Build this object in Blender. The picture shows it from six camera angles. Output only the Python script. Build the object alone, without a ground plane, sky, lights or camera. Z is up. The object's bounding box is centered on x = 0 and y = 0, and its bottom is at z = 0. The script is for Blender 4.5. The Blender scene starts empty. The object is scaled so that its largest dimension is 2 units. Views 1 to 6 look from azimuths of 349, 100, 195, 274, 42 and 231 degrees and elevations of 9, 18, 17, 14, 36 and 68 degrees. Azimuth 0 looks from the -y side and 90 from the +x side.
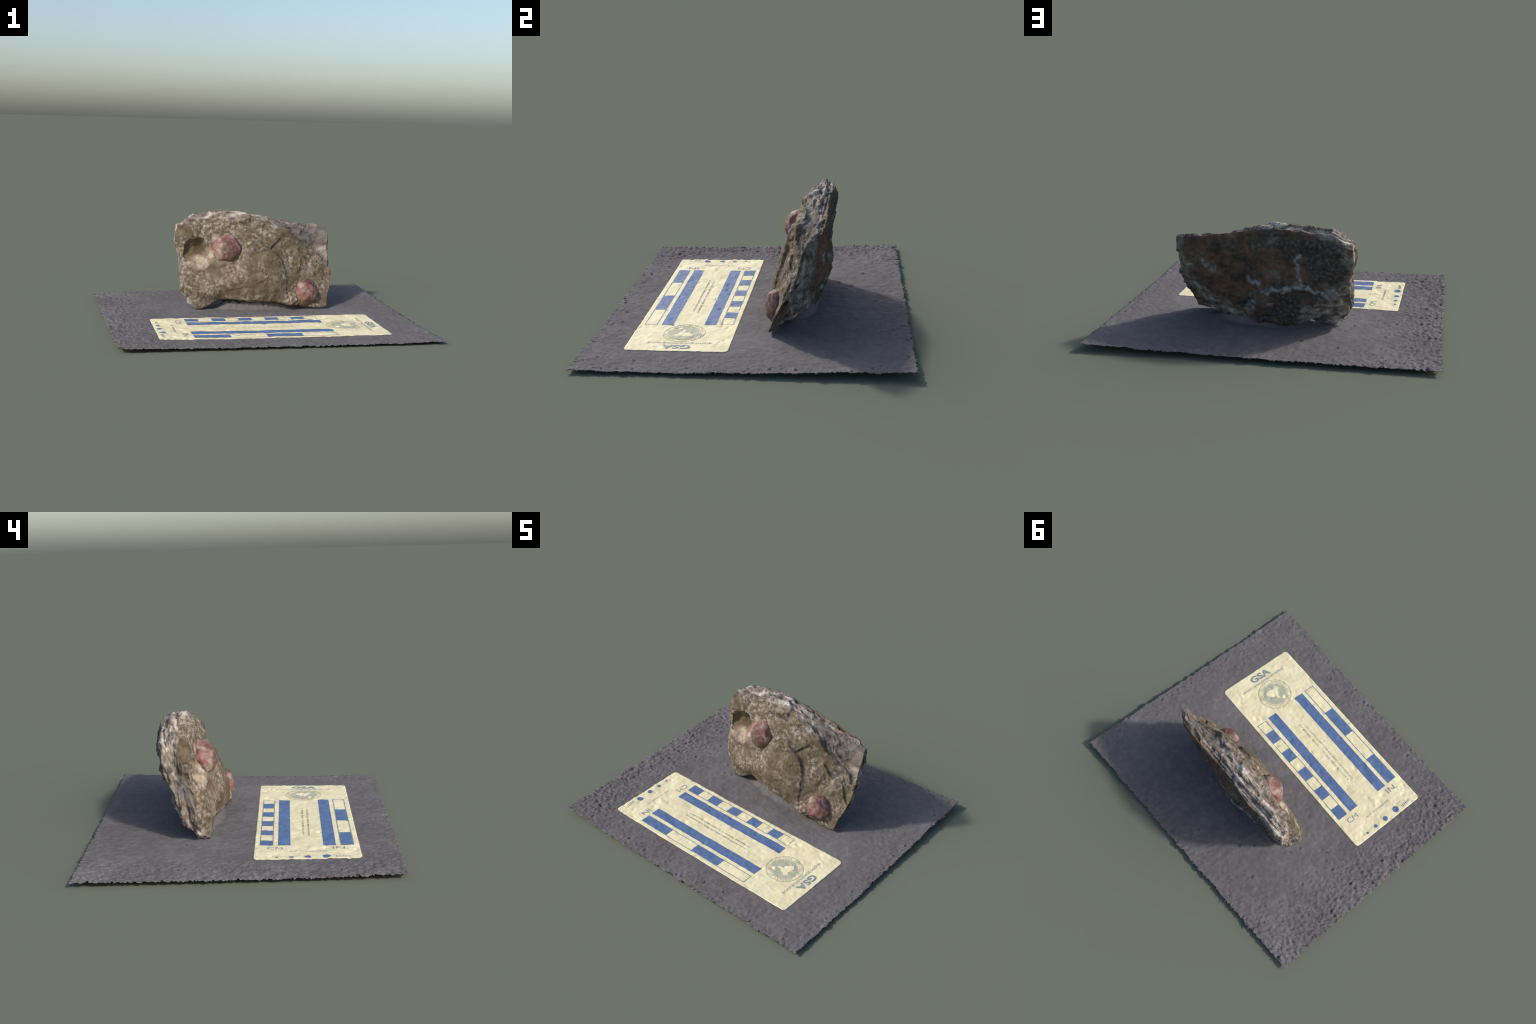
"""A garnet-bearing schist slab standing on a dark cloth mat behind a photo scale card."""
import bpy, bmesh, math, random
import numpy as np
from mathutils import Vector, Matrix
from mathutils.bvhtree import BVHTree

random.seed(11)
RNG = np.random.default_rng(11)

# ------------------------------------------------------------------ noise helpers
_P = np.random.default_rng(5).permutation(256)
_P = np.concatenate([_P, _P, _P])
_G = np.random.default_rng(6).normal(size=(256, 3))
_G /= np.linalg.norm(_G, axis=1)[:, None]


def perlin(p):
    """Gradient noise in about [-1, 1] for an (n, 3) array."""
    i = np.floor(p).astype(int)
    f = p - i
    w = f * f * f * (f * (f * 6 - 15) + 10)
    i &= 255
    out = 0.0
    for dx in (0, 1):
        for dy in (0, 1):
            for dz in (0, 1):
                h = _P[_P[_P[i[:, 0] + dx] + i[:, 1] + dy] + i[:, 2] + dz]
                d = ((f - (dx, dy, dz)) * _G[h]).sum(1)
                k = (w[:, 0] if dx else 1 - w[:, 0]) * (w[:, 1] if dy else 1 - w[:, 1]) * (w[:, 2] if dz else 1 - w[:, 2])
                out = out + d * k
    return out * 1.5


def fbm(p, octaves=4, gain=0.5):
    s, a, out = 1.0, 1.0, 0.0
    for o in range(octaves):
        out = out + a * perlin(p * s + 17.3 * o)
        s *= 2.03
        a *= gain
    return out


def ridged(p, octaves=3):
    s, a, out = 1.0, 1.0, 0.0
    for o in range(octaves):
        out = out + a * (0.5 - 2 * np.abs(perlin(p * s + 9.1 * o)))
        s *= 2.1
        a *= 0.5
    return out


def smooth(a, b, x):
    t = np.clip((x - a) / (b - a), 0, 1)
    return t * t * (3 - 2 * t)


def bump(p, c, r):
    """Round hill of height 1 at c fading to 0 at radius r."""
    d = np.sqrt((((p - np.array(c)) / np.array(r)) ** 2).sum(1))
    return 1 - smooth(0, 1, d)


def poly_side(x, z, pts):
    """Signed distance to a polyline given as (x, z) points; positive on its left."""
    best = np.full(len(x), 9.0)
    sgn = np.ones(len(x))
    for (x0, z0), (x1, z1) in zip(pts[:-1], pts[1:]):
        ex, ez = x1 - x0, z1 - z0
        t = np.clip(((x - x0) * ex + (z - z0) * ez) / (ex * ex + ez * ez), 0, 1)
        dx, dz = x - x0 - t * ex, z - z0 - t * ez
        d = np.hypot(dx, dz)
        s = np.sign(ex * (z - z0) - ez * (x - x0))
        m = d < best
        best = np.where(m, d, best)
        sgn = np.where(m, s, sgn)
    return best * sgn


def cubic(xs, ys, x):
    """Catmull-Rom style interpolation of the rows of ys over the keys xs."""
    xs, ys = np.asarray(xs, float), np.asarray(ys, float)
    h = np.diff(xs)
    d = np.diff(ys, axis=0) / h.reshape((-1,) + (1,) * (ys.ndim - 1))
    m = np.empty_like(ys)
    m[0], m[-1] = d[0], d[-1]
    for k in range(1, len(xs) - 1):
        m[k] = (d[k - 1] * h[k] + d[k] * h[k - 1]) / (h[k] + h[k - 1])
    k = np.clip(np.searchsorted(xs, x) - 1, 0, len(xs) - 2)
    sh = (-1,) + (1,) * (ys.ndim - 1)
    H = h[k].reshape(sh)
    t = ((x - xs[k]) / h[k]).reshape(sh)
    return ((2 * t**3 - 3 * t**2 + 1) * ys[k] + (t**3 - 2 * t**2 + t) * H * m[k]
            + (3 * t**2 - 2 * t**3) * ys[k + 1] + (t**3 - t**2) * H * m[k + 1])


# ------------------------------------------------------------------ scene helpers
def link(name, mesh, parent=None, mats=(), smooth_shade=True):
    ob = bpy.data.objects.new(name, mesh)
    bpy.context.scene.collection.objects.link(ob)
    for m in mats:
        mesh.materials.append(m)
    if smooth_shade:
        mesh.polygons.foreach_set("use_smooth", [True] * len(mesh.polygons))
    if parent:
        ob.parent = parent
    return ob


def make_mesh(name, v, f):
    me = bpy.data.meshes.new(name)
    me.from_pydata([tuple(map(float, p)) for p in v], [], [tuple(map(int, q)) for q in f])
    me.update()
    return me


def grid_faces(nu, nv, wrap_v=False):
    f = []
    for i in range(nu - 1):
        for j in range(nv if wrap_v else nv - 1):
            k = (j + 1) % nv
            f.append((i * nv + j, (i + 1) * nv + j, (i + 1) * nv + k, i * nv + k))
    return f


def srgb(r, g, b):
    return tuple((c / 255 / 12.92 if c / 255 <= 0.04045 else ((c / 255 + 0.055) / 1.055) ** 2.4) for c in (r, g, b)) + (1,)


class Nodes:
    """Small builder for procedural materials."""

    def __init__(self, name, rough=0.85, spec=0.3):
        self.m = bpy.data.materials.new(name)
        self.m.use_nodes = True
        self.t = self.m.node_tree
        self.b = self.t.nodes["Principled BSDF"]
        self.b.inputs["Roughness"].default_value = rough
        self.b.inputs["Specular IOR Level"].default_value = spec
        self.co = self.n("ShaderNodeTexCoord").outputs["Object"]

    def n(self, kind, **kw):
        nd = self.t.nodes.new(kind)
        for k, v in kw.items():
            setattr(nd, k, v)
        return nd

    def put(self, sock, val):
        if hasattr(val, "is_linked") or isinstance(val, bpy.types.NodeSocket):
            self.t.links.new(val, sock)
        else:
            sock.default_value = val

    def mapping(self, loc=(0, 0, 0), rot=(0, 0, 0), scale=(1, 1, 1)):
        nd = self.n("ShaderNodeMapping")
        self.put(nd.inputs[0], self.co)
        nd.inputs[1].default_value, nd.inputs[2].default_value, nd.inputs[3].default_value = loc, rot, scale
        return nd.outputs[0]

    def noise(self, scale, detail=4, rough=0.55, co=None, dist=0.0):
        nd = self.n("ShaderNodeTexNoise")
        self.put(nd.inputs["Vector"], co or self.co)
        nd.inputs["Scale"].default_value = scale
        nd.inputs["Detail"].default_value = detail
        nd.inputs["Roughness"].default_value = rough
        nd.inputs["Distortion"].default_value = dist
        return nd.outputs["Fac"]

    def ramp(self, fac, *stops):
        nd = self.n("ShaderNodeValToRGB")
        e = nd.color_ramp.elements
        while len(e) < len(stops):
            e.new(0.5)
        for el, (p, c) in zip(e, stops):
            el.position = p
            el.color = c if isinstance(c, tuple) else (c, c, c, 1)
        self.put(nd.inputs[0], fac)
        return nd.outputs[0]

    def mix(self, fac, a, b, mode="MIX"):
        nd = self.n("ShaderNodeMix", data_type="RGBA", blend_type=mode)
        self.put(nd.inputs[0], fac)
        self.put(nd.inputs[6], a)
        self.put(nd.inputs[7], b)
        return nd.outputs[2]

    def math(self, op, a, b=0.0, clamp=False):
        nd = self.n("ShaderNodeMath", operation=op, use_clamp=clamp)
        self.put(nd.inputs[0], a)
        self.put(nd.inputs[1], b)
        return nd.outputs[0]

    def sep(self, vec=None):
        nd = self.n("ShaderNodeSeparateXYZ")
        self.put(nd.inputs[0], vec or self.co)
        return nd.outputs

    def ball(self, c, r, inner=0.6):
        """1 inside an ellipsoid, fading to 0 at its surface."""
        nd = self.n("ShaderNodeMapping", vector_type="TEXTURE")
        self.put(nd.inputs[0], self.co)
        nd.inputs[1].default_value, nd.inputs[3].default_value = c, r
        ln = self.n("ShaderNodeVectorMath", operation="LENGTH")
        self.put(ln.inputs[0], nd.outputs[0])
        mr = self.n("ShaderNodeMapRange")
        self.put(mr.inputs[0], ln.outputs["Value"])
        mr.inputs[1].default_value, mr.inputs[2].default_value = 1.0, inner
        return mr.outputs[0]

    def segment(self, a, b, r, co):
        """1 on the line a-b, fading to 0 at distance r."""
        a, b = Vector(a), Vector(b)
        ba = b - a
        def vm(op, u, v=None):
            nd = self.n("ShaderNodeVectorMath", operation=op)
            self.put(nd.inputs[0], u)
            if v is not None:
                self.put(nd.inputs[1], v)
            return nd
        pa = vm("SUBTRACT", co, a).outputs[0]
        h = self.math("MULTIPLY", vm("DOT_PRODUCT", pa, ba).outputs["Value"], 1 / ba.length_squared, clamp=True)
        sc = vm("SCALE", ba)
        self.put(sc.inputs["Scale"], h)
        d = vm("LENGTH", vm("SUBTRACT", pa, sc.outputs[0]).outputs[0]).outputs["Value"]
        mr = self.n("ShaderNodeMapRange")
        self.put(mr.inputs[0], d)
        mr.inputs[1].default_value, mr.inputs[2].default_value = r, 0.0
        return mr.outputs[0]

    def finish(self, color, bump=None, dist=0.004, strength=0.6):
        self.put(self.b.inputs["Base Color"], color)
        if bump is not None:
            nd = self.n("ShaderNodeBump")
            nd.inputs["Strength"].default_value = strength
            nd.inputs["Distance"].default_value = dist
            self.put(nd.inputs["Height"], bump)
            self.put(self.b.inputs["Normal"], nd.outputs[0])
        return self.m


# ------------------------------------------------------------------ materials
def mat_cloth():
    k = Nodes("dark_cloth", 0.92, 0.15)
    a = k.noise(2.6, 3)
    base = k.ramp(a, (0.3, srgb(99, 94, 94)), (0.5, srgb(107, 103, 104)), (0.68, srgb(121, 118, 119)))
    hue = k.ramp(k.noise(26, 5), (0.3, srgb(88, 88, 91)), (0.5, srgb(102, 98, 98)), (0.7, srgb(120, 113, 110)))
    c = k.mix(0.5, base, hue)
    return k.finish(c, k.noise(130, 4), 0.003, 0.4)


def mat_card():
    k = Nodes("cream_card", 0.6, 0.3)
    c = k.ramp(k.noise(11, 5), (0.3, srgb(218, 206, 166)), (0.5, srgb(232, 221, 180)), (0.7, srgb(240, 230, 190)))
    return k.finish(c, k.noise(60, 3), 0.003, 0.3)


def mat_ink(name, dark, light):
    k = Nodes(name, 0.6, 0.3)
    c = k.ramp(k.noise(22, 4), (0.3, srgb(*dark)), (0.7, srgb(*light)))
    return k.finish(c, k.noise(60, 3), 0.003, 0.3)


def mat_garnet():
    k = Nodes("garnet", 0.55, 0.35)
    n1 = k.noise(24, 5, 0.6, dist=0.4)
    c = k.ramp(n1, (0.34, srgb(84, 52, 50)), (0.44, srgb(122, 80, 77)), (0.53, srgb(136, 104, 98)), (0.62, srgb(152, 136, 126)))
    dk = k.ramp(k.noise(10, 3), (0.42, 1.0), (0.55, 0.0))
    c = k.mix(k.math("MULTIPLY", dk, 0.65), c, srgb(86, 70, 58))
    c = k.mix(k.ramp(k.noise(7, 2), (0.55, 0.0), (0.7, 0.5)), c, srgb(150, 108, 84))
    # soil-brown rock film over the lower part of each crystal
    film = k.math("MAXIMUM", k.ball((-0.12, 0.115, 0.335), (0.10, 0.07, 0.060), 0.3), k.ball((0.375, 0.08, 0.055), (0.09, 0.06, 0.05), 0.3))
    c = k.mix(k.math("MULTIPLY", film, 0.8), c, srgb(104, 88, 66))
    return k.finish(c, k.noise(45, 4), 0.005, 0.6)


def mat_rock():
    k = Nodes("schist", 0.88, 0.2)
    fine = k.noise(48, 6, 0.6)
    mid = k.noise(13, 5, 0.6)
    big = k.noise(4.5, 3)
    x, y, z = k.sep()[:3]
    blur = k.math("SUBTRACT", k.noise(9, 4), 0.5)
    # depth behind the weathered front skin, and how near the back fracture
    plane = k.math("ADD", 0.085, k.math("MULTIPLY", z, 0.235))
    endx = k.n("ShaderNodeMapRange", interpolation_type="SMOOTHSTEP")
    k.put(endx.inputs[0], x)
    endx.inputs[1].default_value, endx.inputs[2].default_value = 0.15, 0.50
    endx.inputs[3].default_value, endx.inputs[4].default_value = 0.0, 0.05
    plane = k.math("ADD", plane, endx.outputs[0])
    foot = k.n("ShaderNodeMapRange", interpolation_type="SMOOTHSTEP")
    k.put(foot.inputs[0], x)
    foot.inputs[1].default_value, foot.inputs[2].default_value = -0.12, -0.40
    foot.inputs[3].default_value, foot.inputs[4].default_value = 0.0, 0.028
    plane = k.math("ADD", plane, foot.outputs[0])
    depth = k.math("ADD", k.math("SUBTRACT", y, plane), k.math("MULTIPLY", blur, 0.07))
    backd = k.math("ADD", k.math("SUBTRACT", y, k.math("ADD", 0.262, k.math("MULTIPLY", z, 0.15))), k.math("MULTIPLY", blur, 0.05))
    # front: brown weathered skin with soft pale patches
    olive = k.ramp(mid, (0.3, srgb(72, 61, 46)), (0.47, srgb(93, 81, 63)), (0.6, srgb(106, 94, 77)), (0.75, srgb(126, 114, 99)))
    pale = k.ramp(fine, (0.44, 0.0), (0.64, 0.9))
    patch = k.ramp(k.noise(7.5, 4, 0.6), (0.42, 0.10), (0.60, 0.95))
    front = k.mix(k.math("MULTIPLY", pale, patch), olive, srgb(172, 160, 148))
    # broken edges: pale grey mica with dark seams
    seam = k.mapping(rot=(math.radians(12), 0, 0), scale=(0.55, 1.8, 0.8))
    broken = k.ramp(k.noise(24, 6, 0.58, seam), (0.32, srgb(70, 65, 62)), (0.44, srgb(120, 110, 102)), (0.53, srgb(160, 149, 138)), (0.64, srgb(206, 196, 186)))
    broken = k.mix(k.ramp(k.noise(6, 4, 0.5, seam), (0.50, 0.0), (0.60, 0.7)), broken, srgb(78, 77, 82))
    broken = k.mix(k.ramp(big, (0.40, 0.35), (0.55, 0.0)), broken, olive)
    # back: darker grey and rust-brown patches and pale veins
    rust = k.ramp(k.noise(12, 5, 0.65), (0.32, srgb(56, 51, 47)), (0.47, srgb(88, 73, 62)), (0.56, srgb(110, 82, 64)), (0.62, srgb(98, 88, 76)), (0.75, srgb(136, 126, 110)))
    grey = k.ramp(fine, (0.35, srgb(48, 46, 43)), (0.55, srgb(76, 73, 68)), (0.75, srgb(132, 130, 124)))
    dk = k.ramp(k.math("SUBTRACT", k.noise(5, 4), k.math("MULTIPLY", x, 0.28)), (0.46, 0.0), (0.58, 0.9))
    back = k.mix(dk, rust, grey)
    flat = k.n("ShaderNodeVectorMath", operation="MULTIPLY")
    k.put(flat.inputs[0], k.co)
    flat.inputs[1].default_value = (1, 0, 1)
    jig = k.n("ShaderNodeTexNoise")
    k.put(jig.inputs[0], k.co)
    jig.inputs["Scale"].default_value = 16
    jig.inputs["Detail"].default_value = 4
    jv = k.n("ShaderNodeVectorMath", operation="MULTIPLY_ADD")
    k.put(jv.inputs[0], jig.outputs["Color"])
    jv.inputs[1].default_value = (.09, 0, .09)
    jv.inputs[2].default_value = (-.045, 0, -.045)
    ad = k.n("ShaderNodeVectorMath", operation="ADD")
    k.put(ad.inputs[0], flat.outputs[0])
    k.put(ad.inputs[1], jv.outputs[0])
    vein = 0.0
    for p, q, r in (((.05, .255), (-.07, .268), .020), ((-.07, .268), (-.18, .30), .022), ((-.18, .30), (-.29, .25), .018), ((-.29, .25), (-.335, .19), .018),
                    ((-.155, .48), (-.155, .39), .016), ((-.155, .39), (-.18, .30), .020), ((.12, .31), (.07, .30), .035), ((.115, .17), (.14, .12), .03),
                    ((-.20, .14), (-.26, .10), .04), ((.40, .40), (.33, .37), .03)):
        vein = k.math("MAXIMUM", k.segment((p[0], 0, p[1]), (q[0], 0, q[1]), r, ad.outputs[0]), vein)
    speck = k.ramp(k.noise(34, 4), (0.40, 0.15), (0.58, 1.0))
    back = k.mix(k.math("MULTIPLY", k.math("MULTIPLY", vein, speck), 1.1, clamp=True), back, srgb(150, 156, 156))
    c = k.mix(k.ramp(depth, (0.016, 0.0), (0.042, 1.0)), front, broken)
    c = k.mix(k.ramp(backd, (0.0, 0.0), (0.03, 1.0)), c, back)
    # empty socket: lining painted darker brown for the shadow inside, bleached chipped lower lip
    lin = k.ramp(k.noise(18, 4), (0.35, srgb(78, 66, 48)), (0.55, srgb(102, 88, 66)), (0.7, srgb(130, 114, 90)))
    c = k.mix(k.ball((-0.337, 0.19, 0.398), (0.088, 0.12, 0.085), 0.7), c, lin)
    lip = k.ramp(k.noise(20, 4), (0.35, srgb(172, 136, 100)), (0.5, srgb(184, 168, 146)), (0.7, srgb(210, 202, 190)))
    c = k.mix(k.math("MULTIPLY", k.ball((-0.318, 0.165, 0.325), (0.080, 0.10, 0.058), 0.45), k.ramp(k.noise(26, 4), (0.40, 0.45), (0.56, 0.95))), c, lip)
    c = k.mix(k.math("MULTIPLY", k.ball((-0.245, 0.16, 0.40), (0.03, 0.05, 0.08), 0.4), 0.7), c, lip)
    c = k.mix(k.math("MULTIPLY", k.ball((-0.21, 0.17, 0.475), (0.04, 0.06, 0.05), 0.4), 0.7), c, srgb(204, 194, 180))
    return k.finish(c, k.math("ADD", k.math("MULTIPLY", fine, 0.8), k.math("MULTIPLY", k.noise(130, 3), 0.5)), 0.005, 0.5)


CLOTH, CARD = mat_cloth(), mat_card()
BLUE = mat_ink("blue_ink", (80, 103, 144), (98, 122, 160))
GREY = mat_ink("grey_ink", (168, 170, 148), (190, 189, 163))
SLATE = mat_ink("slate_ink", (116, 128, 140), (150, 158, 156))
GARNET, ROCK = mat_garnet(), mat_rock()

# ------------------------------------------------------------------ rock
# Cross-sections (y, z) keyed by x. Order: front foot, three up the front, front top edge,
# two across the broken top, back top edge, three down the back, back foot, underside.
SECTIONS = {
    -0.46: [(.165, .05), (.165, .15), (.185, .29), (.21, .43), (.24, .52), (.265, .555), (.295, .565), (.325, .56), (.34, .46), (.318, .36), (.28, .26), (.245, .15), (.19, .05)],
    -0.41: [(.13, .03), (.128, .15), (.165, .30), (.202, .45), (.233, .545), (.265, .585), (.31, .603), (.35, .595), (.36, .48), (.338, .36), (.298, .25), (.25, .15), (.20, .035)],
    -0.30: [(.122, .02), (.112, .12), (.15, .28), (.206, .44), (.232, .55), (.26, .60), (.315, .63), (.367, .615), (.375, .48), (.352, .36), (.312, .25), (.262, .12), (.20, .018)],
    -0.20: [(.12, .075), (.105, .15), (.125, .28), (.188, .43), (.223, .553), (.255, .608), (.32, .638), (.386, .615), (.383, .48), (.357, .37), (.338, .27), (.282, .06), (.21, .05)],
    -0.08: [(.10, .085), (.085, .16), (.10, .26), (.174, .44), (.212, .553), (.255, .608), (.315, .640), (.38, .625), (.38, .48), (.365, .38), (.36, .30), (.30, .025), (.19, .06)],
    0.05: [(.09, .085), (.07, .16), (.10, .28), (.178, .44), (.213, .556), (.255, .604), (.315, .628), (.376, .620), (.378, .48), (.37, .36), (.352, .20), (.285, .02), (.17, .05)],
    0.17: [(.085, .075), (.07, .16), (.116, .28), (.188, .43), (.218, .545), (.265, .578), (.325, .606), (.388, .602), (.386, .47), (.367, .34), (.335, .18), (.26, .03), (.15, .05)],
    0.28: [(.08, .055), (.085, .13), (.138, .27), (.20, .41), (.228, .515), (.275, .540), (.335, .576), (.388, .582), (.388, .45), (.365, .32), (.31, .16), (.242, .045), (.14, .04)],
    0.39: [(.085, .035), (.102, .13), (.15, .25), (.208, .36), (.25, .455), (.30, .508), (.335, .552), (.384, .56), (.384, .44), (.352, .31), (.268, .14), (.20, .05), (.135, .03)],
    0.48: [(.09, .025), (.115, .10), (.16, .20), (.21, .30), (.258, .395), (.29, .45), (.325, .540), (.37, .550), (.37, .44), (.315, .31), (.22, .17), (.16, .08), (.12, .025)],
    0.56: [(.10, .035), (.125, .10), (.165, .18), (.215, .26), (.262, .34), (.285, .43), (.31, .520), (.34, .528), (.33, .44), (.29, .33), (.23, .24), (.155, .12), (.12, .05)],
}
# how far the two ends reach at each height
END_LOW = [(0.0, -.37), (.03, -.38), (.08, -.398), (.18, -.43), (.28, -.432), (.45, -.454), (.51, -.455), (.55, -.452), (.58, -.432), (.65, -.39)]
END_HIGH = [(0.0, .50), (.03, .515), (.08, .528), (.18, .556), (.26, .564), (.31, .555), (.36, .530), (.39, .535), (.44, .562), (.52, .556), (.65, .51)]
SOCKET = ((-0.333, 0.150, 0.392), 0.086)
FOLD = [(-.06, .36), (-.03, .42), (.024, .462), (.09, .455), (.132, .43), (.19, .375), (.242, .307), (.246, .24), (.255, .17), (.268, .08)]


def build_rock():
    nu, per = 420, 34
    keys = np.array(sorted(SECTIONS))
    secs = np.array([SECTIONS[k] for k in sorted(SECTIONS)])
    X = np.linspace(keys[0], keys[-1], nu)
    S = cubic(keys, secs, X)                       # nu x 13 x 2
    nseg = S.shape[1]
    ring = []
    for s in range(nseg):
        a, b = S[:, s], S[:, (s + 1) % nseg]
        for t in np.linspace(0, 1, per, endpoint=False):
            ring.append(a * (1 - t) + b * t)
    R = np.stack(ring, 1)                          # nu x nv x 2
    nv = R.shape[1]
    for _ in range(26):                            # round the section's corners a little
        R = 0.5 * R + 0.25 * (np.roll(R, 1, 1) + np.roll(R, -1, 1))
    XX = np.repeat(X[:, None], nv, 1)
    zl, xl = zip(*END_LOW)
    zh, xh = zip(*END_HIGH)
    wl = (1 - smooth(0, 0.16, XX - X[0])) * (np.interp(R[:, :, 1], zl, xl) - X[0])
    wh = (1 - smooth(0, 0.16, X[-1] - XX)) * (np.interp(R[:, :, 1], zh, xh) - X[-1])
    V = np.dstack([XX + wl + wh, R])
    # close both ends with rings that shrink into the middle
    ncap = 16
    caps = []
    for end, sgn in ((0, -1), (-1, 1)):
        c = V[end].mean(0)
        rows = []
        for q in range(1, ncap + 1):
            g = q / ncap * 0.97
            row = V[end] * (1 - g) + c * g
            row[:, 0] = V[end][:, 0] * (1 - g) + (V[end][:, 0].mean()) * g + sgn * 0.005 * math.sqrt(1 - (1 - g) ** 2)
            rows.append(row)
        caps.append(rows)
    V = np.concatenate([np.array(caps[0][::-1]), V, np.array(caps[1])], 0)
    n_rows = V.shape[0]
    P = V.reshape(-1, 3)

    def normals(P):
        G = P.reshape(n_rows, nv, 3)
        du = np.gradient(G, axis=0)
        dv = np.roll(G, -1, 1) - np.roll(G, 1, 1)
        n = np.cross(dv, du).reshape(-1, 3)
        n /= np.linalg.norm(n, axis=1)[:, None] + 1e-12
        return n
    N = normals(P)
    cen = P.mean(0)
    if ((P - cen) * N).sum(1).mean() < 0:
        N = -N
    x, y, z = P.T
    front = smooth(0.15, 0.55, -N[:, 1])
    back = smooth(0.2, 0.6, N[:, 1])
    topm = smooth(0.25, 0.6, N[:, 2])
    ends = smooth(0.3, 0.7, np.abs(N[:, 0]))
    # large lumps, then grain
    calm = 1 - 0.55 * front
    d = 0.008 * fbm(P * 6.0, 2) + calm * 0.0045 * fbm(P * 24 + 3, 3) + 0.0012 * fbm(P * 60 + 1, 2)
    stepped = fbm(P * np.array([4.2, 4.2, 7.0]) + 4, 2) - 0.25 * (x + z)
    d += 0.006 * (smooth(-.16, .10, stepped) + smooth(.22, .42, stepped) - 0.6)
    d += back * (0.008 * ridged(P * np.array([8, 8, 10]) + 5, 2) + 0.003 * fbm(P * 40, 2))
    # foliation: thin layers parallel to the slab, seen on the broken top and ends
    Q = np.stack([x * 2.2, (y - 0.18 * z) * 24, z * 2.2], 1) + 0.45 * np.stack([fbm(P * 9, 2)] * 3, 1)
    d += np.maximum(topm, ends * 0.5) * 0.016 * ridged(Q, 2)
    d += topm * 0.006 * fbm(P * 24 + 8, 3)
    # broad swell of the lower front, split from the left foot by a shallow valley
    d += front * (0.012 * bump(P, (.10, .08, .22), (.24, .3, .17)) - 0.010 * bump(P, (-.17, .11, .20), (.09, .3, .16)))
    d += front * 0.008 * bump(P, (-.30, .12, .12), (.12, .3, .12))
    # raised fold bounded by a crack on the front face
    wob = 0.012 * perlin(P * 14) + 0.003 * perlin(P * 40)
    side = poly_side(x + wob, z + wob, FOLD)
    d += front * 0.022 * (1 - smooth(-0.010, 0.014, side)) * (1 - smooth(0.0, 0.20, -side)) * smooth(0.10, 0.36, z)
    d -= front * 0.006 * np.exp(-(side / 0.004) ** 2) * smooth(0.06, 0.15, x)
    # plates of the front skin end along ragged edges; behind each edge the rock is broken away
    skin = np.maximum(front, topm)
    for pl, h, w in (([(-.02, .625), (.05, .605), (.16, .585), (.26, .54), (.37, .45), (.45, .40), (.50, .36), (.57, .27)], .014, .08),
                     ([(-.02, .56), (.10, .545), (.19, .505), (.225, .475), (.17, .43)], .011, .05),
                     ([(.26, .40), (.33, .385), (.40, .34), (.48, .30), (.54, .22)], .011, .06),
                     ([(-.46, .535), (-.40, .565), (-.345, .565), (-.31, .595), (-.26, .60)], .014, .05)):
        sd = poly_side(x + wob, z + wob, pl)
        d -= skin * h * smooth(-0.004, 0.007, sd) * (1 - smooth(0.01, w, sd))
    # the far upper block stands out over the notch
    d += front * 0.018 * bump(P, (.53, .29, .46), (.07, .12, .07))
    # facets of the back: a ledge low down, a hollow above it
    ledge = [(-.40, .19), (-.33, .25), (-.24, .31), (-.17, .33), (-.06, .30), (.03, .285), (.08, .22), (.12, .10)]
    sd = poly_side(x + wob, z + wob, ledge)
    d += back * 0.012 * (1 - smooth(-0.006, 0.012, sd)) * (1 - smooth(0.0, 0.16, -sd))
    d -= back * 0.012 * bump(P, (-.05, .38, .44), (.22, .3, .12))
    d -= back * 0.012 * np.exp(-((x + 0.185 + 0.1 * (z - .4) + wob) / .02) ** 2) * smooth(.3, .36, z) * (1 - smooth(.5, .56, z))
    P = P + N * d[:, None]
    # empty socket where a crystal has fallen out: steep walls, flat dark floor, pointed lower lip
    (cx, cy, cz), r = SOCKET
    ang = np.arctan2(P[:, 2] - cz, P[:, 0] - cx)
    rad = r * (1 + 0.07 * np.cos(5 * ang + 0.6) + 0.10 * np.exp(-((ang + 1.35) / .35) ** 2) + 0.06 * perlin(P * 12 + 2))
    q = np.hypot(P[:, 0] - cx, P[:, 2] - cz) / rad
    inside = (q < 1) & (front > 0.1)
    dep = 0.054 * np.clip(1 - q ** 3.2, 0, 1) ** 0.8 * (0.8 + 0.35 * np.clip((P[:, 2] - cz) / r, -1, 1))
    P[inside, 1] += dep[inside]
    verts = list(P)
    faces = grid_faces(n_rows, nv, True)
    faces = [f[::-1] for f in faces]
    for row in (0, n_rows - 1):
        verts.append(P[row * nv:(row + 1) * nv].mean(0))
        c = len(verts) - 1
        for j in range(nv):
            q = (row * nv + j, row * nv + (j + 1) % nv, c)
            faces.append(q if row else q[::-1])
    me = make_mesh("rock_matrix", verts, faces)
    bm = bmesh.new()
    bm.from_mesh(me)
    bmesh.ops.recalc_face_normals(bm, faces=bm.faces)
    bm.to_mesh(me)
    bm.free()
    return me


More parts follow.
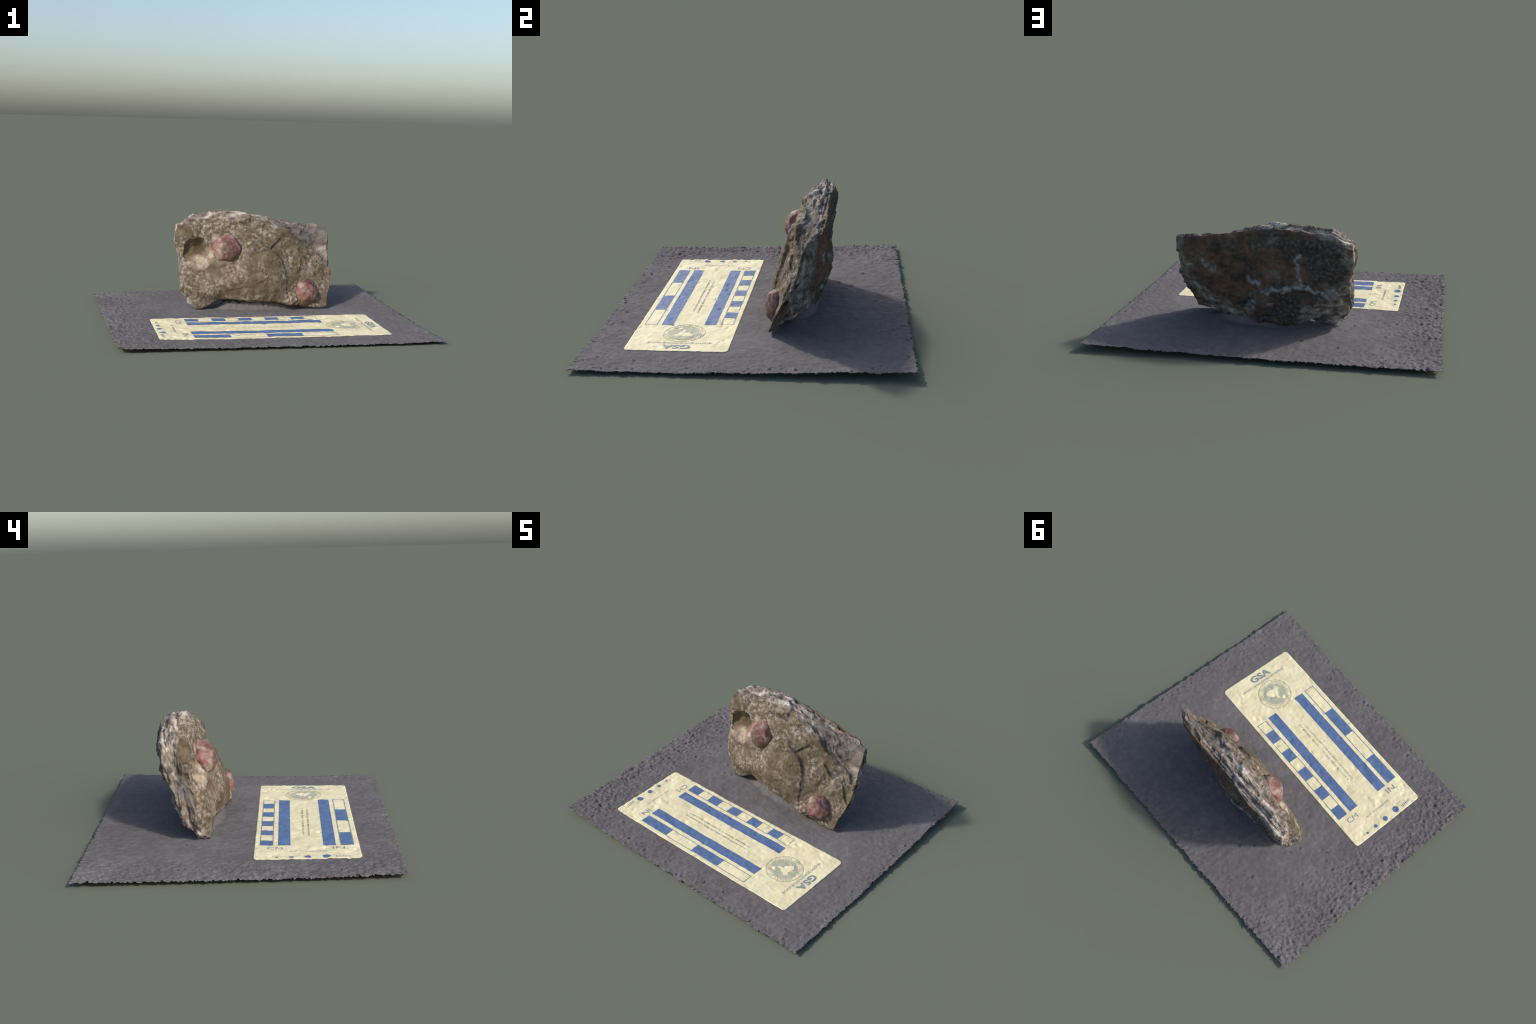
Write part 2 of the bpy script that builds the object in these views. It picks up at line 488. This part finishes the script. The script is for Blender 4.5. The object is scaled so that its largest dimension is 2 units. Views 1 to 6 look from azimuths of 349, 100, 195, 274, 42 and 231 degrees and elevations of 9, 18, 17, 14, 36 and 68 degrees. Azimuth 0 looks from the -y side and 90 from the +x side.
def garnet_mesh(name, centre, radii, tilt, seed, flat=0.65):
    """Worn dodecahedral crystal: a ball cut by the twelve rhombic planes."""
    bm = bmesh.new()
    bmesh.ops.create_icosphere(bm, subdivisions=5, radius=1.0)
    D = np.array([v.co[:] for v in bm.verts])
    rot = np.array(Matrix.Rotation(tilt[2], 3, "Z") @ Matrix.Rotation(tilt[1], 3, "Y") @ Matrix.Rotation(tilt[0], 3, "X"))
    rng = np.random.default_rng(seed)
    planes = []
    for a in (1, -1):
        for b in (1, -1):
            planes += [(a, b, 0), (a, 0, b), (0, a, b)]
    planes = np.array(planes) / math.sqrt(2) @ rot.T
    dist = 0.86 + 0.10 * rng.random(len(planes))
    proj = D @ planes.T
    r = np.where(proj > 0.05, dist / np.maximum(proj, 0.05), 9).min(1)
    r = np.minimum(r, 1.06) * flat + (1 - flat) * 0.95
    r += 0.05 * fbm(D * 2.2 + seed, 4)
    V = D * r[:, None] * np.array(radii) + np.array(centre)
    for v, c in zip(bm.verts, V):
        v.co = c
    me = bpy.data.meshes.new(name)
    bm.to_mesh(me)
    bm.free()
    return me


rock = bpy.data.objects.new("rock_specimen", None)
bpy.context.scene.collection.objects.link(rock)
rock.location = (0, 0, 0)
rock["label"] = "standing slab of brown schist with embedded red garnets"
rock["category"] = "rock"
link("rock_matrix", build_rock(), rock, [ROCK])
GARNETS = [((-0.135, 0.187, 0.405), (0.096, 0.086, 0.094), (0.4, 0.3, 0.2), 3),
           ((0.384, 0.124, 0.124), (0.082, 0.062, 0.096), (0.1, 0.5, 0.75), 8),
           ((0.015, 0.340, 0.175), (0.030, 0.022, 0.022), (0.5, 0.2, 0.1), 12),
           ((0.452, 0.188, 0.13), (0.024, 0.018, 0.028), (0.2, 0.7, 0.3), 15)]
for c, r, t, s in GARNETS:
    link("garnet", garnet_mesh("garnet", c, r, t, s), rock, [GARNET])

# ------------------------------------------------------------------ cloth mat
MAT = np.array([(-.858, -.846), (.992, -.794), (.936, .848), (-.984, .697)])   # corners, counter-clockwise


CARD_C = np.array([(-.626, -.647), (.742, -.601), (.734, -.070), (-.651, -.119)])
# height of the cloth: rows from the -y edge to the +y edge, columns from -x to +x
MAT_HEIGHT = [(.029, .018, .014, .013, .018),
              (.021, .0155, .012, .012, .014),
              (.0215, .0175, .016, .017, .019),
              (.0235, .020, .021, .025, .032),
              (.029, .026, .027, .034, .043)]


def quad(c, s, t):
    s, t = np.asarray(s)[..., None], np.asarray(t)[..., None]
    return (1 - s) * (1 - t) * c[0] + s * (1 - t) * c[1] + s * t * c[2] + (1 - s) * t * c[3]


def build_mat():
    nx, ny = 290, 250
    s, t = np.meshgrid(np.linspace(0, 1, nx), np.linspace(0, 1, ny), indexing="ij")
    p = quad(MAT, s, t)
    p = p + RNG.normal(size=p.shape) * 0.0017
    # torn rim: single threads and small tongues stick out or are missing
    edge = np.minimum(np.minimum(s, 1 - s), np.minimum(t, 1 - t))
    P3 = np.dstack([p, np.zeros(s.shape)]).reshape(-1, 3)
    teeth = RNG.uniform(-1, 1, s.shape) * 0.007 + (0.007 * perlin(P3 * 24)).reshape(s.shape)
    teeth += np.where(RNG.random(s.shape) < 0.05, 0.010, 0)
    ctr = p.mean((0, 1))
    near = np.where(edge < 1e-9, 1.0, np.where(edge < 0.0045, 0.35, 0.0))
    p = p + (near * teeth)[..., None] * (p - ctr) / (np.linalg.norm(p - ctr, axis=2)[..., None])
    u, v = 2 * s - 1, 2 * t - 1
    m = np.maximum(np.abs(u), np.abs(v))
    z = np.empty_like(s)
    rows = cubic(np.linspace(-1, 1, 5), np.array(MAT_HEIGHT).T, u[:, 0])     # nx x 5 (over v)
    for i in range(nx):
        z[i] = cubic(np.linspace(-1, 1, 5), rows[i], v[i])
    P3[:, :2] = p.reshape(-1, 2)
    rough = (smooth(0.5, 0.95, -u) * 0.9 + smooth(0.65, 1.0, m) * 0.45 + 0.26).reshape(-1)
    card = np.exp(-(((P3[:, 0] - .05) / .70) ** 8 + ((P3[:, 1] + .36) / .28) ** 8))
    rough = rough * (1 - 0.2 * card)
    zz = z.reshape(-1) + 0.0022 * fbm(P3 * 9, 2) + 0.0016 * fbm(P3 * 34 + 2, 3)
    warp = P3 + 0.02 * np.stack([perlin(P3 * 13 + k) for k in (1, 5, 9)], 1)
    lumps = np.abs(perlin(warp * 30 + 7)) + 0.6 * np.abs(perlin(warp * 63 + 3)) - 0.45
    zz += rough * 0.0075 * lumps
    zz += rough * (1 - card) * RNG.normal(size=len(zz)) * 0.0011
    # small torn pits with a raised lip, mostly along the -x side and near the rim
    pits = RNG.random((900, 2))
    keep = RNG.random(900) < 0.06 + 0.75 * smooth(0.72, 0.98, 1 - pits[:, 0]) + 0.35 * smooth(0.85, 1.0, np.abs(2 * pits - 1).max(1))
    for c in quad(MAT, pits[keep, 0], pits[keep, 1]):
        if -.68 < c[0] < .78 and -.67 < c[1] < -.05:
            continue
        w = RNG.uniform(.005, .009)
        h = RNG.uniform(.003, .009)
        g = np.exp(-((P3[:, 0] - c[0]) ** 2 + (P3[:, 1] - c[1]) ** 2) / w ** 2)
        k = np.exp(-((P3[:, 0] - c[0] + 1.3 * w) ** 2 + (P3[:, 1] - c[1] + 1.0 * w) ** 2) / w ** 2)
        zz += -h * g + 0.8 * h * k
    # dents in the card and the cloth beneath it
    for _ in range(150):
        c = quad(CARD_C, RNG.random(), RNG.random())
        w = RNG.uniform(.007, .016)
        zz -= RNG.uniform(-.004, .007) * np.exp(-((P3[:, 0] - c[0]) ** 2 + ((P3[:, 1] - c[1]) * 1.4) ** 2) / w ** 2)
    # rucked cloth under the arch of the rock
    ruck = smooth(0, .45, bump(P3, (0.08, 0.20, 0), (0.36, 0.12, 1)))
    zz += ruck * (0.043 + 0.022 * ridged(P3 * 24, 2))
    hollow = bump(P3, (0.0, 0.24, 0), (0.03, 0.03, 1))
    zz -= hollow * 0.12
    zz = np.maximum(zz + 0.0004, 0.0021)
    P3[:, 2] = zz
    return make_mesh("cloth_mat", P3, grid_faces(nx, ny))


mat_me = build_mat()
mat_ob = link("cloth_mat", mat_me, None, [CLOTH])
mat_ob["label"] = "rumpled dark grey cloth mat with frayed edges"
mat_ob["category"] = "cloth mat"
TREE = BVHTree.FromPolygons([v.co[:] for v in mat_me.vertices], [p.vertices[:] for p in mat_me.polygons])
sol = mat_ob.modifiers.new("thickness", "SOLIDIFY")
sol.thickness = 0.002
sol.offset = -1

# ------------------------------------------------------------------ scale card
L, W = 1.377, 0.530            # card length along s, width along t


def drape(st, lift):
    """Card coordinates (metres along the card) -> points lying on the cloth, raised by lift."""
    st = np.asarray(st, float)
    xy = quad(CARD_C, st[:, 0] / L, st[:, 1] / W)
    out = np.empty((len(st), 3))
    for i, (a, b) in enumerate(xy):
        h = TREE.ray_cast(Vector((a, b, 1)), Vector((0, 0, -1)))[0]
        out[i] = a, b, (h.z if h else 0.02) + lift
    return out


def card_sheet():
    nx, ny, r = 250, 100, 0.022
    s, t = np.meshgrid(np.linspace(0, L, nx), np.linspace(0, W, ny), indexing="ij")
    # pull the four corners in to a round
    qx = np.maximum(np.abs(s - L / 2) - (L / 2 - r), 0)
    qy = np.maximum(np.abs(t - W / 2) - (W / 2 - r), 0)
    m = np.maximum(qx, qy)
    d = np.hypot(qx, qy) + 1e-12
    f = m / d
    s = s - np.sign(s - L / 2) * qx * (1 - f)
    t = t - np.sign(t - W / 2) * qy * (1 - f)
    return make_mesh("card_sheet", drape(np.stack([s.ravel(), t.ravel()], 1), 0.0020), grid_faces(nx, ny))


card = bpy.data.objects.new("scale_card", None)
bpy.context.scene.collection.objects.link(card)
card["label"] = "cream rectangular photo scale card with blue ruler bars"
card["category"] = "scale card"
sheet_me = card_sheet()
sheet = link("card_sheet", sheet_me, card, [CARD])
sm = sheet.modifiers.new("thickness", "SOLIDIFY")
sm.thickness = 0.0015
sm.offset = -1
INK = 0.0030


def patch(name, s0, s1, t0, t1, mat, step=0.006, lift=INK):
    nx, ny = max(2, int((s1 - s0) / step) + 1), max(2, int((t1 - t0) / step) + 1)
    s, t = np.meshgrid(np.linspace(s0, s1, nx), np.linspace(t0, t1, ny), indexing="ij")
    me = make_mesh(name, drape(np.stack([s.ravel(), t.ravel()], 1), lift), grid_faces(nx, ny))
    return link(name, me, card, [mat])


def frame(name, s0, s1, t0, t1, w, mat):
    """Thin printed outline of a ruler strip."""
    vs, fs = [], []
    for a, b, c, d in ((s0, s1, t0, t0 + w), (s0, s1, t1 - w, t1), (s0, s0 + w, t0 + w, t1 - w), (s1 - w, s1, t0 + w, t1 - w)):
        nx, ny = max(2, int((b - a) / .006) + 1), max(2, int((d - c) / .006) + 1)
        s, t = np.meshgrid(np.linspace(a, b, nx), np.linspace(c, d, ny), indexing="ij")
        o = len(vs)
        vs += list(drape(np.stack([s.ravel(), t.ravel()], 1), INK - 0.0004))
        fs += [tuple(i + o for i in f) for f in grid_faces(nx, ny)]
    return link(name, make_mesh(name, vs, fs), card, [mat])


# centimetre ruler (ten steps) and inch ruler (four steps), each with a solid bar beside it
patch("ruler_bar", .205, 1.042, .348, .411, BLUE)
patch("ruler_bar", .198, 1.052, .118, .181, BLUE)
frame("ruler_outline", .205, 1.037, .435, .505, .005, SLATE)
frame("ruler_outline", .200, 1.053, .025, .095, .005, SLATE)
for i in range(0, 10, 2):
    patch("centimetre_block", .205 + i * .0832, .205 + (i + 1) * .0832, .440, .501, BLUE)
for i in (0, 2):
    patch("inch_block", .2 + i * .2133, .2 + (i + 1) * .2133, .030, .090, BLUE)


def disc(name, s0, t0, r, mat, r_in=0.0, lift=INK, shape=None, step=0.006):
    nr, na = max(3, int((r - r_in) / step) + 2), 72
    vs = []
    for i in range(nr):
        for j in range(na):
            a = j * 2 * math.pi / na
            q = r_in + (r - r_in) * i / (nr - 1) + (1e-4 if r_in == 0 and i == 0 else 0)
            q *= shape(a) if shape else 1
            vs.append((s0 + q * math.cos(a), t0 + q * math.sin(a)))
    me = make_mesh(name, drape(vs, lift), [f for f in grid_faces(nr, na, True)])
    return link(name, me, card, [mat])


for s0, t0, r in ((.035, .172, .020), (.029, .264, .016), (.030, .345, .012), (.027, .416, .008)):
    disc("focus_dot", s0, t0, r, BLUE)

# round seal: globe with a pale landmass, ring lines and lettering around it
SC = (1.156, .265)
disc("seal_globe", *SC, .078, GREY)
disc("seal_ring", *SC, .110, GREY, .106)
disc("seal_ring", *SC, .086, GREY, .083)


def blob(pts, name, mat, lift):
    """Filled outline in seal coordinates (right, up) as the lettering reads."""
    n = len(pts)
    k = np.arange(n + 1)
    ring = cubic(k, np.array(list(pts) + [pts[0]]), np.linspace(0, n, 60, endpoint=False))
    c = ring.mean(0)
    vs = []
    for q in (0.02, .25, .5, .75, 1.0):
        for p in c + (ring - c) * q:
            vs.append((SC[0] + p[1], SC[1] - p[0]))
    me = make_mesh(name, drape(vs, lift), grid_faces(5, 60, True))
    return link(name, me, card, [mat])


blob([(-.052, .030), (-.030, .044), (-.004, .040), (.014, .034), (.034, .050), (.046, .030), (.030, .012), (.026, -.006), (.012, -.020), (.014, -.044), (.004, -.040), (-.008, -.018), (-.034, -.002), (-.044, .014)],
     "seal_landmass", CARD, INK + 0.0006)
blob([(.020, -.050), (.034, -.044), (.046, -.050), (.040, -.062), (.026, -.064)], "seal_landmass", CARD, INK + 0.0006)


def text(name, body, s0, t0, size, mat, along=False, space=1.0, fit=None, bold=0.0, lift=INK):
    """Draped lettering. Reads towards -t with its head to +s; with along=True it reads towards -s."""
    cu = bpy.data.curves.new(name, "FONT")
    cu.body, cu.size, cu.space_character = body, size, space
    cu.align_x, cu.align_y = "CENTER", "CENTER"
    cu.offset = bold
    cu.resolution_u = 3
    ob = bpy.data.objects.new(name, cu)
    bpy.context.scene.collection.objects.link(ob)
    dg = bpy.context.evaluated_depsgraph_get()
    me = bpy.data.meshes.new_from_object(ob.evaluated_get(dg))
    bpy.data.objects.remove(ob)
    bm = bmesh.new()
    bm.from_mesh(me)
    bmesh.ops.triangulate(bm, faces=bm.faces)
    for _ in range(3):
        longe = [e for e in bm.edges if e.calc_length() > 0.008]
        if longe:
            bmesh.ops.subdivide_edges(bm, edges=longe, cuts=1)
            bmesh.ops.triangulate(bm, faces=bm.faces)
    co = np.array([v.co[:] for v in bm.verts])
    if fit:
        co[:, 0] *= fit / (np.ptp(co[:, 0]) + 1e-9)
    st = np.stack([s0 - co[:, 0], t0 - co[:, 1]], 1) if along else np.stack([s0 + co[:, 1], t0 - co[:, 0]], 1)
    for v, c in zip(bm.verts, drape(st, lift)):
        v.co = c
    me2 = bpy.data.meshes.new(name)
    bm.to_mesh(me2)
    bm.free()
    return link(name, me2, card, [mat])


text("title_lettering", "GSA", 1.324, .262, .062, SLATE, fit=.148, bold=.0022)
text("subtitle_lettering", "PHOTO SCALE/FOCUS GUIDE", 1.280, .268, .020, SLATE, fit=.335)
text("unit_lettering", "CM", .160, .426, .050, SLATE, fit=.078)
text("unit_lettering", "IN.", .158, .098, .050, SLATE, fit=.078)


def small_print(s0, s1, t0, t1, height, seed):
    """A line of print too fine to read: a row of short irregular strokes from one point to another."""
    rng = np.random.default_rng(seed)
    a, b = np.array([s0, t0]), np.array([s1, t1])
    n = int(np.linalg.norm(b - a) / 0.0068)
    d = (b - a) / np.linalg.norm(b - a)
    up = np.array([-d[1], d[0]])
    vs, fs = [], []
    for i in range(n):
        if rng.random() < 0.16:
            continue                       # gap between words
        p = a + (b - a) * (i + 0.5) / n
        w, h = 0.0022 * rng.uniform(.7, 1.2), height * rng.uniform(.35, .5)
        o = len(vs)
        vs += [p - d * w - up * h, p + d * w - up * h, p + d * w + up * h, p - d * w + up * h]
        fs.append((o, o + 1, o + 2, o + 3))
    ob = link("small_print", make_mesh("small_print", drape(vs, INK), fs), card, [GREY])
    ob["kind"] = "stuff"


small_print(.110, .110, .355, .168, .013, 1)
small_print(.88, .37, .278, .278, .011, 2)
small_print(.87, .36, .250, .250, .011, 3)
text("small_lettering", "IIIIIII", .026, .092, .026, SLATE, fit=.07)
ring_words = "THE GEOLOGICAL SOCIETY OF AMERICA * "
vs, fs = [], []
for i, ch in enumerate(ring_words):
    if ch == " ":
        continue
    a = math.radians(215) - i * 2 * math.pi / len(ring_words)
    ob = text("seal_letter", ch, 0, 0, .017, GREY)
    # place the letter on the ring, head outwards
    me = ob.data
    cu = np.array([v.co[:] for v in me.vertices])
    bpy.data.objects.remove(ob)
    cu2 = bpy.data.curves.new("c", "FONT")
    cu2.body, cu2.size, cu2.align_x, cu2.align_y = ch, .019, "CENTER", "CENTER"
    o2 = bpy.data.objects.new("c", cu2)
    bpy.context.scene.collection.objects.link(o2)
    m2 = bpy.data.meshes.new_from_object(o2.evaluated_get(bpy.context.evaluated_depsgraph_get()))
    bpy.data.objects.remove(o2)
    base = len(vs)
    for v in m2.vertices:
        px, py = v.co.x, v.co.y
        rr = .0945 + py
        right, up = rr * math.cos(a) + px * math.sin(a), rr * math.sin(a) - px * math.cos(a)
        vs.append((SC[0] + up, SC[1] - right))
    fs += [tuple(q + base for q in p.vertices) for p in m2.polygons]
link("seal_lettering", make_mesh("seal_lettering", drape(vs, INK), fs), card, [GREY])


for c in list(bpy.data.curves):
    if c.users == 0:
        bpy.data.curves.remove(c)
